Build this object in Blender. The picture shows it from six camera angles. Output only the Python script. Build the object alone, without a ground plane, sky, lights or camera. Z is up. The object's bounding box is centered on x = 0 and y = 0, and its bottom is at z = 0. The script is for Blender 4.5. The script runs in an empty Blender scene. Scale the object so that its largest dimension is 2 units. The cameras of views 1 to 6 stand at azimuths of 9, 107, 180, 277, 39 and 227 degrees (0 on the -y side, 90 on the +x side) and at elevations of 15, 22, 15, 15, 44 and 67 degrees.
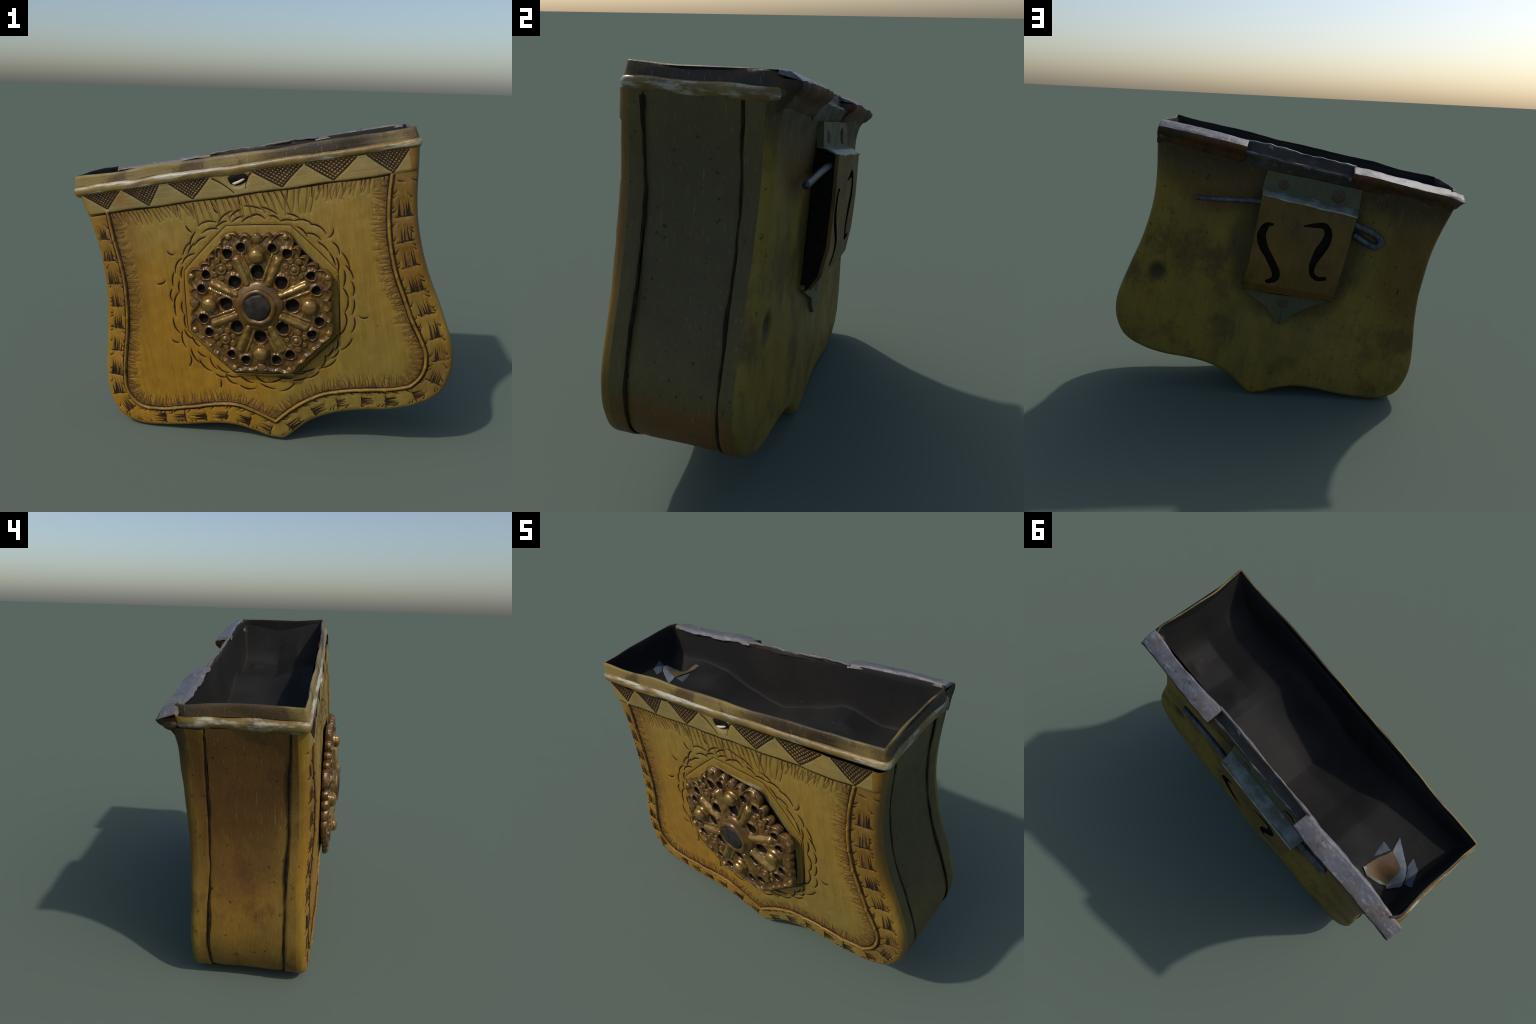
# Ornate brass belt cartridge box: shield-shaped box that leans to one side, engraved front,
# pierced rosette on a pedestal, cornice rim, flanged back edge, riveted lock with a pin behind.
import bpy, bmesh, math, random
import numpy as np
from mathutils import Vector, Matrix

random.seed(7)
rng = np.random.default_rng(7)
LEAN = math.radians(10.9)

# ------------------------------------------------------------------ small helpers
def new_object(name, verts, faces, mats, parent=None, smooth=True, mat_index=None, kind=None):
    me = bpy.data.meshes.new(name)
    me.from_pydata([tuple(v) for v in verts], [], [tuple(int(i) for i in f) for f in faces])
    for m in (mats if isinstance(mats, (list, tuple)) else [mats]):
        me.materials.append(m)
    if mat_index is not None:
        me.polygons.foreach_set("material_index", np.asarray(mat_index, dtype=np.int32))
    me.polygons.foreach_set("use_smooth", np.full(len(me.polygons), smooth))
    me.update()
    ob = bpy.data.objects.new(name, me)
    bpy.context.scene.collection.objects.link(ob)
    if parent:
        ob.parent = parent
    if kind:
        ob["kind"] = kind
    return ob

def recalc(ob):
    bm = bmesh.new(); bm.from_mesh(ob.data)
    bmesh.ops.remove_doubles(bm, verts=bm.verts, dist=1e-5)
    bmesh.ops.recalc_face_normals(bm, faces=bm.faces)
    bm.to_mesh(ob.data); bm.free()

def sharp_by_angle(ob, deg=40):
    me = ob.data
    bm = bmesh.new(); bm.from_mesh(me)
    lim = math.radians(deg)
    for e in bm.edges:
        e.smooth = not (len(e.link_faces) == 2 and e.calc_face_angle(0) > lim)
    bm.to_mesh(me); bm.free()

def spline(pts, n, closed=False):
    """Catmull-Rom through the points, n samples evenly spaced by arc length."""
    P = np.array(pts, float)
    if closed:
        P = np.vstack([P[-1], P, P[0], P[1]])
    else:
        P = np.vstack([2*P[0]-P[1], P, 2*P[-1]-P[-2]])
    out = []
    for i in range(1, len(P)-2):
        t = np.linspace(0, 1, 24, endpoint=False)[:, None]
        a, b, c, d = P[i-1], P[i], P[i+1], P[i+2]
        out.append(0.5*((2*b)+(-a+c)*t+(2*a-5*b+4*c-d)*t**2+(-a+3*b-3*c+d)*t**3))
    out.append(P[-2][None])
    return resample(np.vstack(out), n)

def resample(C, n):
    s = np.concatenate([[0], np.cumsum(np.linalg.norm(np.diff(C, axis=0), axis=1))])
    t = np.linspace(0, s[-1], n)
    return np.stack([np.interp(t, s, C[:, k]) for k in range(C.shape[1])], 1)

def grid_faces(nu, nv, wrap_u=False):
    f = []
    for i in range(nu if wrap_u else nu-1):
        a = i*nv; b = ((i+1) % nu)*nv
        for j in range(nv-1):
            f.append((a+j, b+j, b+j+1, a+j+1))
    return f

def lumps(P, scale, seed, octaves=3):
    """Cheap smooth noise, sums of sines in seeded directions, about -1..1."""
    r = np.random.default_rng(seed)
    P = np.asarray(P, float); out = np.zeros(len(P)); amp, tot = 1.0, 0.0
    for o in range(octaves):
        for k in range(4):
            d = r.normal(size=P.shape[1]); d /= np.linalg.norm(d)
            out += amp*np.sin(P@d*scale*(2**o)*r.uniform(.7, 1.3)+r.uniform(0, 6.28))*.5
        tot += amp; amp *= .5
    return out/tot

# ------------------------------------------------------------------ materials
class Nodes:
    def __init__(self, name):
        self.m = bpy.data.materials.new(name); self.m.use_nodes = True
        self.t = self.m.node_tree; self.t.nodes.clear()
        self.out = self.add("ShaderNodeOutputMaterial")
        self.bsdf = self.add("ShaderNodeBsdfPrincipled")
        self.link(self.bsdf.outputs[0], self.out.inputs[0])
        self.co = self.add("ShaderNodeTexCoord").outputs["Object"]
    def add(self, t): return self.t.nodes.new(t)
    def link(self, a, b): self.t.links.new(a, b)
    def mapping(self, scale, rot=(0, 0, 0), loc=(0, 0, 0)):
        n = self.add("ShaderNodeMapping"); n.inputs["Scale"].default_value = scale
        n.inputs["Rotation"].default_value = rot; n.inputs["Location"].default_value = loc
        self.link(self.co, n.inputs["Vector"]); return n.outputs[0]
    def noise(self, scale, detail=5, rough=.6, vec=None, dist=0.0):
        n = self.add("ShaderNodeTexNoise"); n.inputs["Scale"].default_value = scale
        n.inputs["Detail"].default_value = detail; n.inputs["Roughness"].default_value = rough
        n.inputs["Distortion"].default_value = dist
        self.link(vec if vec is not None else self.co, n.inputs["Vector"]); return n.outputs["Fac"]
    def ramp(self, fac, lo, hi, v0=0.0, v1=1.0):
        n = self.add("ShaderNodeMapRange"); n.interpolation_type = "SMOOTHSTEP"
        self.link(fac, n.inputs["Value"])
        for k, v in (("From Min", lo), ("From Max", hi), ("To Min", v0), ("To Max", v1)):
            n.inputs[k].default_value = v
        return n.outputs[0]
    def math(self, op, a, b=0.0):
        n = self.add("ShaderNodeMath"); n.operation = op; n.use_clamp = op != "SUBTRACT"
        for i, x in enumerate((a, b)):
            if isinstance(x, (int, float)): n.inputs[i].default_value = x
            else: self.link(x, n.inputs[i])
        return n.outputs[0]
    def mix(self, fac, a, b):
        n = self.add("ShaderNodeMix"); n.data_type = "RGBA"; n.clamp_factor = True
        if isinstance(fac, (int, float)): n.inputs[0].default_value = fac
        else: self.link(fac, n.inputs[0])
        for i, x in ((6, a), (7, b)):
            if isinstance(x, tuple): n.inputs[i].default_value = (*x, 1)
            else: self.link(x, n.inputs[i])
        return n.outputs[2]
    def spot(self, centre, radius, soft, squash=(1, 1, 1)):
        """1 inside an ellipsoid patch, fading to 0; edge broken with noise."""
        mp = self.add("ShaderNodeMapping"); mp.vector_type = "POINT"
        mp.inputs["Location"].default_value = tuple(-c*s for c, s in zip(centre, squash))
        mp.inputs["Scale"].default_value = squash
        self.link(self.co, mp.inputs["Vector"])
        ln = self.add("ShaderNodeVectorMath"); ln.operation = "LENGTH"; self.link(mp.outputs[0], ln.inputs[0])
        nz = self.math("MULTIPLY", self.noise(11, 4), .35*radius)
        d = self.math("ADD", ln.outputs["Value"], nz)
        return self.ramp(d, radius*(1+.17), radius*(1+.17)+soft, 1, 0)
    def finish(self, color, rough=.5, metal=0.0, spec=.5, bump=None, bump_strength=.3, bump_dist=.004):
        b = self.bsdf
        self.link(color, b.inputs["Base Color"]) if not isinstance(color, tuple) else setattr(b.inputs["Base Color"], "default_value", (*color, 1))
        if isinstance(rough, (int, float)): b.inputs["Roughness"].default_value = rough
        else: self.link(rough, b.inputs["Roughness"])
        b.inputs["Metallic"].default_value = metal
        b.inputs["Specular IOR Level"].default_value = spec
        if bump is not None:
            n = self.add("ShaderNodeBump"); n.inputs["Strength"].default_value = bump_strength
            n.inputs["Distance"].default_value = bump_dist
            self.link(bump, n.inputs["Height"]); self.link(n.outputs[0], b.inputs["Normal"])
        return self.m

OCHRE, OLIVE, UMBER, DARK = (.280, .142, .012), (.205, .143, .028), (.115, .052, .009), (.016, .009, .006)

def brass(name, main, alt, stain, stain_lo=.56, stain_hi=.72, speck=.70, rough=.55, scale=2.2,
          grain=(60, 60, 3), patches=(), spec=.3, metal=0.0, stain_amount=.8):
    n = Nodes(name)
    c = n.mix(n.ramp(n.noise(scale, 4, .55), .38, .62), main, alt)
    c = n.mix(n.math("MULTIPLY", n.ramp(n.noise(scale*1.9, 6, .65, n.mapping((1, 1, .8), loc=(3, 1, 5))), stain_lo, stain_hi), stain_amount), c, stain)
    for col, amount, centre, radius, soft, squash in patches:
        c = n.mix(n.math("MULTIPLY", n.spot(centre, radius, soft, squash), amount), c, col)
    g = n.noise(1.0, 6, .7, n.mapping(grain))
    c = n.mix(n.ramp(g, .35, .75, 0, .34), c, tuple(x*.35 for x in main))
    # scattered fine scratches in two directions
    for ang, sc in ((.5, 13), (-.8, 17)):
        sn = n.noise(1.0, 3, .5, n.mapping((sc*9, sc*9, sc*.55), rot=(.1, ang, 0)))
        c = n.mix(n.ramp(sn, .66, .70, 0, .30), c, tuple(min(1, x*1.5+.03) for x in alt))
    c = n.mix(n.ramp(n.noise(5, 7, .72, n.mapping((1, 1, 1), loc=(7, 2, 3))), .50, .70, 0, .30), c, tuple(x*.5 for x in stain))
    c = n.mix(n.ramp(n.noise(1, 4, .6, n.mapping(tuple(x*1.7 for x in grain), rot=(.3, .5, .4))), .62, .8, 0, .35), c, tuple(min(1, x*1.35+.03) for x in alt))
    sp = n.math("MULTIPLY", n.ramp(n.noise(38, 3, .6), speck-.03, speck+.05), .8)
    c = n.mix(sp, c, tuple(x*.22 for x in stain))
    r = n.ramp(n.noise(9, 4), .3, .7, rough-.08, rough+.12)
    h = n.math("ADD", n.math("MULTIPLY", g, .5), n.math("MULTIPLY", n.noise(24, 6, .65), .6))
    return n.finish(c, r, metal, spec, h, .5, .007)

M_FRONT = brass("engraved_brass", OCHRE, OLIVE, (.20, .090, .011), .54, .70, .72, .38, 1.7, patches=[
    (OLIVE, .6, (.10, -.26, 1.17), .55, .30, (.8, 1, 2.4)),
    (OLIVE, .7, (.52, -.26, .55), .20, .22, (1, 1, .8)),
    (OCHRE, .9, (-.45, -.26, .45), .25, .45, (1, 1, .8)),
    (UMBER, .65, (.78, -.26, 1.15), .10, .14, (1.4, 1, .35)),
    (UMBER, .5, (-.66, -.26, 1.05), .07, .12, (1.2, 1, .3)),
    (UMBER, .55, (.83, -.25, .30), .10, .14, (1, 1, 1)),
])
M_BAND = brass("band_brass", (.225, .158, .040), (.18, .140, .046), (.22, .10, .014), .56, .72, .76, .48, 3.0, grain=(3, 60, 70))
M_SIDE = brass("side_brass", (.235, .120, .013), (.175, .102, .016), (.085, .038, .008), .52, .70, .67, .55, 2.6, grain=(90, 90, 8), patches=[
    ((.070, .030, .008), .75, (-.82, .02, 1.15), .15, .12, (1, .8, .8)),
    ((.085, .036, .008), .65, (-.82, .04, .85), .12, .12, (1, 1, .6)),
    ((.090, .042, .009), .6, (-.86, 0, 1.38), .07, .07, (1, .25, 1)),
    ((.082, .076, .026), .86, (.90, 0, .85), .60, .14, (1, .8, 1)),
    ((.060, .052, .024), .6, (.84, .02, .95), .16, .20, (1, 1, .6)),
    ((.135, .058, .012), .85, (.88, 0, .14), .18, .13, (1, .4, 1.15)),
])
M_BACK = brass("back_brass", (.210, .140, .015), (.150, .114, .022), (.075, .044, .010), .48, .64, .66, .55, 1.8, patches=[
    (UMBER, .85, (.45, .28, 1.22), .16, .14, (.8, 1, 1.3)),
    (UMBER, .65, (-.75, .28, 1.0), .14, .12, (1, 1, .5)),
    (OLIVE, .6, (-.25, .28, .35), .30, .2, (1, 1, 1)),
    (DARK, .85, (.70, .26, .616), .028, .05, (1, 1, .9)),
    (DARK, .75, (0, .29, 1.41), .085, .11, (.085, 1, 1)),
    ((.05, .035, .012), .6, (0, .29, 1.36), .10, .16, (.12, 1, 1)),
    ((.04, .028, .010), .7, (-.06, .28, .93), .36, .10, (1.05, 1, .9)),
])
M_RIM = brass("rim_brass", (.205, .145, .040), (.15, .110, .036), (.065, .034, .011), .54, .66, .70, .42, 3.0, grain=(2.5, 60, 90), patches=[
    (DARK, .9, (.42, -.24, 1.45), .07, .10, (.45, 1, 1)),
    ((.05, .03, .014), .95, (-.87, .05, 1.45), .20, .04, (5, .8, .8)),
    ((.028, .022, .016), .95, (.87, .05, 1.46), .21, .03, (5, .8, .8)),
    ((.028, .022, .016), .9, (.84, .27, 1.43), .07, .04, (1, 1, 1)),
    ((.04, .028, .016), .9, (-.84, .27, 1.43), .07, .04, (1, 1, 1)),
])
def highlit_lip():
    n = Nodes("highlit_lip")
    c = n.mix(n.ramp(n.noise(7, 4), .4, .6), (.19, .12, .026), (.12, .078, .018))
    w = n.ramp(n.noise(1, 5, .65, n.mapping((5, 9, 40))), .48, .66)
    c = n.mix(w, c, (.36, .34, .26))  # pale streaks are the lip's highlights, painted into its colour
    return n.finish(c, .4, 0, .5, n.noise(40, 5), .4, .005)
M_LIP = highlit_lip()
def grey_metal():
    n = Nodes("weathered_grey_metal")
    c = n.mix(n.ramp(n.noise(3, 4), .42, .58), (.100, .098, .108), (.105, .085, .070))
    c = n.mix(n.ramp(n.noise(1, 5, .7, n.mapping((25, 60, 60))), .50, .72), c, (.20, .21, .235))
    c = n.mix(n.ramp(n.noise(16, 4, .7), .58, .72), c, (.045, .042, .042))
    return n.finish(c, .45, 0, .4, n.noise(30, 6, .7), .5, .008)
M_GREY = grey_metal()
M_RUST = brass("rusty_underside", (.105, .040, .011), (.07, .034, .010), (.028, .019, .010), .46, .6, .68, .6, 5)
M_LEDGE = brass("dark_ledge", (.045, .034, .024), (.035, .03, .026), (.25, .26, .29), .55, .64, .9, .5, 4)
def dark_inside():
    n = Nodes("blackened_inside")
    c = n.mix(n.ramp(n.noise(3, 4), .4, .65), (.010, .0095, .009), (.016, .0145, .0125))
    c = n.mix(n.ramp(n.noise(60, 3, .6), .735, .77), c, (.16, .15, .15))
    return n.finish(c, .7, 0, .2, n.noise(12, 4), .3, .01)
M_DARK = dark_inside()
def flat(name, a, b, rough=.6, scale=30, spec=.3, metal=0.0):
    n = Nodes(name)
    return n.finish(n.mix(n.ramp(n.noise(scale, 4), .35, .65), a, b), rough, metal, spec, n.noise(scale*1.6, 5), .4, .004)
M_CUT = flat("niello_cut", (.014, .008, .005), (.034, .017, .007), .75, 30, .12)
M_SOFTCUT = flat("worn_cut", (.085, .042, .008), (.135, .068, .010), .65)
M_SEAM = flat("dark_seam", (.012, .008, .004), (.030, .017, .006), .75, 30, .1)
M_BEAD = flat("frame_bead_brass", (.235, .125, .015), (.17, .085, .012), .45, 14)
M_PLATE = flat("patinated_gilt", (.072, .035, .007), (.145, .075, .013), .33, 18, .6, .25)
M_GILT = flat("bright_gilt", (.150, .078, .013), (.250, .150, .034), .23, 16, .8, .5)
M_SHADE = flat("painted_shade", (.007, .006, .005), (.013, .010, .008), .8, 30, .05)  # shade of holes and gaps, put into the colour
M_STONE = flat("black_stone", (.014, .012, .010), (.028, .025, .019), .5, 22, .2)
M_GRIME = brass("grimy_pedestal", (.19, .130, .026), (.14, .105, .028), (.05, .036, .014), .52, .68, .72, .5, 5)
M_LOCK = brass("lock_brass", (.150, .078, .011), (.115, .070, .013), (.060, .031, .008), .52, .7, .70, .5, 3)
M_GREEN = brass("verdigris_brass", (.088, .088, .038), (.072, .075, .040), (.09, .06, .016), .55, .72, .72, .5, 4)
M_SHELF = flat("pale_worn_fold", (.07, .08, .055), (.16, .19, .17), .4, 16, .5)
M_EDGE = flat("pale_edge_highlight", (.16, .18, .12), (.30, .33, .26), .4, 14)  # highlight colour for the front edge of the fold
M_COPPER = flat("copper_rivet", (.085, .045, .024), (.055, .036, .018), .5, 30)
M_IRON = flat("iron_wire", (.030, .032, .040), (.085, .092, .11), .4, 30, .5, .3)
M_PAPER = flat("pale_shard", (.20, .205, .21), (.10, .12, .145), .6, 8)
M_BLUE = flat("blue_grey_scrap", (.085, .105, .125), (.045, .055, .068), .6, 8)
M_TAN = flat("tan_shard", (.16, .088, .036), (.085, .058, .030), .6, 8)

# ------------------------------------------------------------------ root
root = bpy.data.objects.new("cartridge_box", None)
bpy.context.scene.collection.objects.link(root)
root.rotation_euler = (0, -LEAN, 0)
root.location = (.165*math.cos(LEAN), 0, .165*math.sin(LEAN)+.006)
root["label"] = "leaning antique brass cartridge box with engraved front and pierced rosette"
root["category"] = "cartridge box"
ROOT_SHIFT = 0.0

# ------------------------------------------------------------------ shield outline (u across, z up)
TOP = 1.395
LEFT = [(-.846, 1.395), (-.829, 1.31), (-.812, 1.22), (-.801, 1.13), (-.797, 1.03), (-.804, .93), (-.818, .83),
        (-.842, .73), (-.875, .60), (-.906, .467), (-.920, .36), (-.911, .27), (-.882, .19)]
BOTTOM_L = [(-.882, .19), (-.83, .143), (-.75, .109), (-.63, .094), (-.52, .088), (-.41, .088), (-.31, .083), (-.225, .064),
            (-.14, .026), (-.07, -.014), (0, -.036)]
BOTTOM_R = [(0, -.036), (.03, -.026), (.085, .012), (.155, .056), (.245, .088), (.34, .103), (.45, .104), (.55, .098), (.65, .103),
            (.73, .119), (.80, .146), (.853, .190)]
RIGHT = [(.853, .19), (.896, .27), (.914, .36), (.911, .45), (.893, .545), (.868, .652), (.843, .75), (.826, .845), (.815, .936),
         (.810, 1.038), (.815, 1.137), (.827, 1.234), (.841, 1.318), (.852, 1.395)]
def settle(pts):      # lower half drawn in a touch
    return [(u*(1-.005*max(0, min(1, (.75-z)/.3))), z+.005*max(0, 1-max(z, 0)/.5)) for u, z in pts]
LEFT, BOTTOM_L, BOTTOM_R, RIGHT = map(settle, (LEFT, BOTTOM_L, BOTTOM_R, RIGHT))
def smooth_corner_curves():
    n = 900
    left = spline(LEFT+BOTTOM_L[1:4], n); bl = spline(LEFT[-3:-1]+BOTTOM_L, n)
    right = spline(BOTTOM_R[-4:-1]+RIGHT, n); br = spline(BOTTOM_R+RIGHT[1:3], n)
    def cut(c, a, b):
        i = np.argmin(np.linalg.norm(c-np.array(a), axis=1)); j = np.argmin(np.linalg.norm(c-np.array(b), axis=1))
        return c[i:j+1]
    L = resample(cut(left, LEFT[0], LEFT[-1]), n); BL = resample(cut(bl, LEFT[-1], BOTTOM_L[-1]), n)
    BR = resample(cut(br, BOTTOM_R[0], BOTTOM_R[-1]), n); R = resample(cut(right, RIGHT[0], RIGHT[-1]), n)
    BL[0] = L[-1]; R[0] = BR[-1]
    return L, BL, BR, R
L, BL, BR, R = smooth_corner_curves()
OUTLINE = np.vstack([L, BL[1:], BR[1:], R[1:]])       # U-shaped path, top left round to top right
OUT_COARSE = resample(OUTLINE, 900)

def edge_distance(P):
    P = np.asarray(P, float); out = np.empty(len(P))
    A, B = OUT_COARSE[:-1], OUT_COARSE[1:]
    for k in range(0, len(P), 4000):
        q = P[k:k+4000]
        d2 = ((q[:, None, :]-OUT_COARSE[None])**2).sum(2)
        i = d2.argmin(1); best = np.sqrt(d2[np.arange(len(q)), i])
        for off in (-1, 0):
            j = np.clip(i+off, 0, len(A)-1); ab = B[j]-A[j]
            t = np.clip(((q-A[j])*ab).sum(1)/np.maximum((ab*ab).sum(1), 1e-12), 0, 1)
            best = np.minimum(best, np.linalg.norm(q-A[j]-ab*t[:, None], axis=1))
        out[k:k+4000] = best
    return out

# ------------------------------------------------------------------ engraved design on the front, as strokes
FRAME = spline([(-.701, 1.297), (-.697, 1.18), (-.683, 1.02), (-.682, .923), (-.697, .80), (-.725, .67), (-.762, .544), (-.794, .413),
    (-.795, .317), (-.739, .237), (-.613, .207), (-.456, .21), (-.326, .216), (-.20, .204), (-.11, .157), (-.015, .09)], 260)
FRAME_R = spline([(-.015, .09), (.074, .151), (.165, .197), (.265, .228), (.383, .236), (.50, .232), (.61, .227), (.69, .239), (.753, .297),
    (.777, .381), (.768, .454), (.731, .578), (.705, .70), (.683, .805), (.673, .909), (.671, 1.011), (.679, 1.11), (.694, 1.205), (.714, 1.291)], 300)
FRAME_ALL = np.vstack([FRAME, FRAME_R[1:]])
BAND_Z = 1.293
BOSS_C = np.array([.013, .752]); PHI0 = math.radians(16)

def normals2(C):
    t = np.gradient(C, axis=0); t /= np.linalg.norm(t, axis=1)[:, None]+1e-9
    return np.stack([-t[:, 1], t[:, 0]], 1)

cuts, softs = [], []           # strokes: (points, widths)
def stroke(bag, a, b, w0, w1, bend=0.0, n=6, belly=0.0):
    a, b = np.array(a, float), np.array(b, float)
    t = np.linspace(0, 1, n)[:, None]; d = b-a; nrm = np.array([-d[1], d[0]])
    pts = a+d*t+nrm*bend*(4*t*(1-t))
    tt = t[:, 0]
    bag.append((pts, w0+(w1-w0)*tt+belly*4*tt*(1-tt)))

def along(C, w, bag, jitter=.0015, breaks=0):
    C = C+rng.normal(size=C.shape)*jitter*.4
    s = lumps(C, 30, 5)
    bag.append((C, w*(1+.35*s)))

# frame: two dark lines on either side of a raised bead
fn = normals2(FRAME_ALL)
along(FRAME_ALL+fn*.012, .0055, cuts)
along(FRAME_ALL-fn*.011, .0065, cuts)
# line under the top band
bx = np.linspace(-.70, .715, 200)
along(np.stack([bx, BAND_Z-.004+.002*np.sin(bx*19)], 1), .006, cuts)
stroke(cuts, (-.80, 1.283), (-.715, 1.287), .004, .006)
stroke(cuts, (.735, 1.257), (.765, 1.25), .006, .003); stroke(cuts, (.80, 1.255), (.825, 1.245), .003, .006)

# border of hatched blocks: strokes run along the band and stop at a cross tick
def block(centre, t, half=.034, length=.075, dark=1.0):
    t = np.array(t, float); t /= np.linalg.norm(t); n = np.array([-t[1], t[0]]); c = np.array(centre)
    k = int(rng.integers(7, 11)); half *= rng.uniform(.82, 1.12); length *= rng.uniform(.8, 1.15)
    for i in range(k):
        o = (i/(k-1)-.5)*2*half*.62+rng.normal()*.0015
        ln = length*rng.uniform(.7, 1.08)
        stroke(cuts if rng.random() < .62 else softs, c+n*o+t*rng.normal()*.003, c+n*o-t*ln+n*rng.normal()*.003, .0085*dark*rng.uniform(.7, 1.2), .0010, rng.normal()*.02)
    stroke(cuts, c-n*half*1.05+t*rng.normal()*.004, c+n*half*1.05+t*rng.normal()*.004, .0035, .0035, .05, belly=.003)
for c, t in [((-.755, 1.16), (.1, -1)), ((-.745, 1.045), (0, -1)), ((-.743, .92), (-.02, -1)), ((-.757, .80), (-.1, -1)), ((-.782, .677), (-.2, -1)),
             ((-.812, .553), (-.22, -1)), ((-.843, .42), (-.2, -1)), ((-.850, .312), (.03, -1)),
             ((.748, 1.09), (-.05, -1)), ((.741, .97), (0, -1)), ((.750, .848), (.1, -1)), ((.770, .722), (.15, -1)), ((.802, .60), (.22, -1)),
             ((.835, .475), (.15, -1)), ((.845, .355), (0, -1)), ((.80, .245), (-.5, -1)),
             ((-.80, .215), (.6, -.9)), ((-.61, .155), (1, -.1)), ((-.50, .148), (1, 0)), ((-.385, .148), (1, .02)), ((-.27, .145), (1, -.05)), ((-.15, .10), (1, -.4)), ((-.05, .037), (1, -.55)),
             ((.70, .178), (-1, -.2)), ((.56, .160), (-1, .02)), ((.44, .168), (-1, .02)), ((.315, .165), (-1, -.1)), ((.185, .125), (-1, -.4)), ((.055, .045), (-1, -.6))]:
    narrow = .030 if abs(t[0]) > .5 else .038
    block(c, t, narrow)
# barbs hanging from both edges of the border
for C, side, step in ((FRAME_ALL, -1, 11), (resample(OUTLINE, 700), 1, 13)):
    nn = normals2(C); tt = np.gradient(C, axis=0); tt /= np.linalg.norm(tt, axis=1)[:, None]
    if side == 1: C = C+nn*.026
    for i in range(12, len(C)-12, step):
        if C[i, 1] > 1.24: continue
        for q in range(int(rng.integers(1, 3))):
            p = C[min(i+q*3, len(C)-1)]+nn[i]*(-.016 if side < 0 else .004)
            d = (nn[i]*side*.7-tt[i]*.7*(1 if C[i, 0] < 0 else -1))*rng.uniform(.014, .03)
            stroke(cuts, p, p+d, .0055, .001, rng.normal()*.1)
# fringe inside the frame: zig-zag wedges, longer at the top
fi = resample(FRAME_ALL, 330); fnn = normals2(fi); ft = np.gradient(fi, axis=0); ft /= np.linalg.norm(ft, axis=1)[:, None]
for i in range(3, len(fi)-3):
    p = fi[i]+fnn[i]*.017
    ln = rng.uniform(.040, .066)
    if abs(fi[i, 0]+.015) < .25 and fi[i, 1] < .25: ln *= .9
    d = fnn[i]*ln+ft[i]*rng.normal()*.012
    stroke(softs, p, p+d, .0085, .001, rng.normal()*.03)
    if i % 3 == 0: stroke(cuts, p, p+d*.35, .006, .001)
    if i % 2 == 0: stroke(softs, p+d, p+fnn[i]*ln*.55+ft[i]*.012, .002, .0012)
x = -.68
while x < .70:
    z0 = BAND_Z-.010; big = 1 if -.25 < x < .35 else .62
    ln = rng.uniform(.085, .13)*big
    slant = -.035*rng.uniform(.4, 1.2) if x < .2 else .03*rng.uniform(.2, 1)
    stroke(softs, (x, z0), (x-slant, z0-ln), .0075, .0015, rng.normal()*.05)
    if rng.random() < .6: stroke(cuts, (x, z0), (x-slant*.4, z0-ln*.4), .006, .001)
    if rng.random() < .75: stroke(softs, (x+.012, z0-.012), (x-slant*1.0, z0-ln*.95), .003, .0015)
    x += rng.uniform(.020, .031)*(1.15 if big == 1 else .85)

# cross-hatched triangles in the top band
def hatched_triangle(a, b, apex):
    a, b, c = np.array(a), np.array(b), np.array(apex)
    for p, q in ((a, c), (c, b)): stroke(cuts, p, q, .0075, .0065, rng.normal()*.01)
    n = 10
    for i in range(1, n):
        f = i/n
        w = .0048+.0035*(1-f)
        stroke(cuts, a+(b-a)*f, c+(b-c)*f+rng.normal(size=2)*.001, w, .0038)
        stroke(cuts, b+(a-b)*f, c+(a-c)*f+rng.normal(size=2)*.001, w, .0038)
for tri in (((-.813, 1.394), (-.615, 1.394), (-.696, 1.312)), ((-.597, 1.394), (-.408, 1.394), (-.476, 1.302)), ((-.355, 1.394), (-.149, 1.394), (-.245, 1.305)),
            ((.068, 1.394), (.313, 1.394), (.202, 1.303)), ((.324, 1.394), (.565, 1.394), (.446, 1.302)), ((.612, 1.394), (.800, 1.394), (.720, 1.299))):
    hatched_triangle(*tri)
stroke(cuts, (-.135, 1.388), (-.035, 1.305), .006, .003, .04); stroke(cuts, (.062, 1.388), (.025, 1.318), .006, .003, -.12)

# feathery crescents in rings round the rosette, and an octagonal guide line
for ring, (r0, cnt, ln) in enumerate(((.425, 40, .075), (.462, 34, .085), (.51, 20, .05))):
    for i in range(cnt):
        a = 2*math.pi*(i+rng.uniform(-.25, .25))/cnt
        r = (r0+rng.normal()*.008)
        if ring == 2 and rng.random() < .3: continue
        p = BOSS_C+r*np.array([math.cos(a), math.sin(a)])
        if p[1] > 1.235 or p[1] < .255: continue
        tang = np.array([-math.sin(a), math.cos(a)])*(1 if math.cos(a) > 0 else -1); rad = np.array([math.cos(a), math.sin(a)])
        d = tang*ln*rng.uniform(.7, 1.1)+rad*rng.uniform(-.035, .03) if ring < 2 else rad*ln*rng.uniform(.5, 1)+tang*rng.normal()*.02
        stroke(cuts, p-d*.5, p+d*.5, .002, .004, .13*(1 if math.cos(a) < 0 else -1)*rng.uniform(.4, 1.3), 9, .0035)
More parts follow.
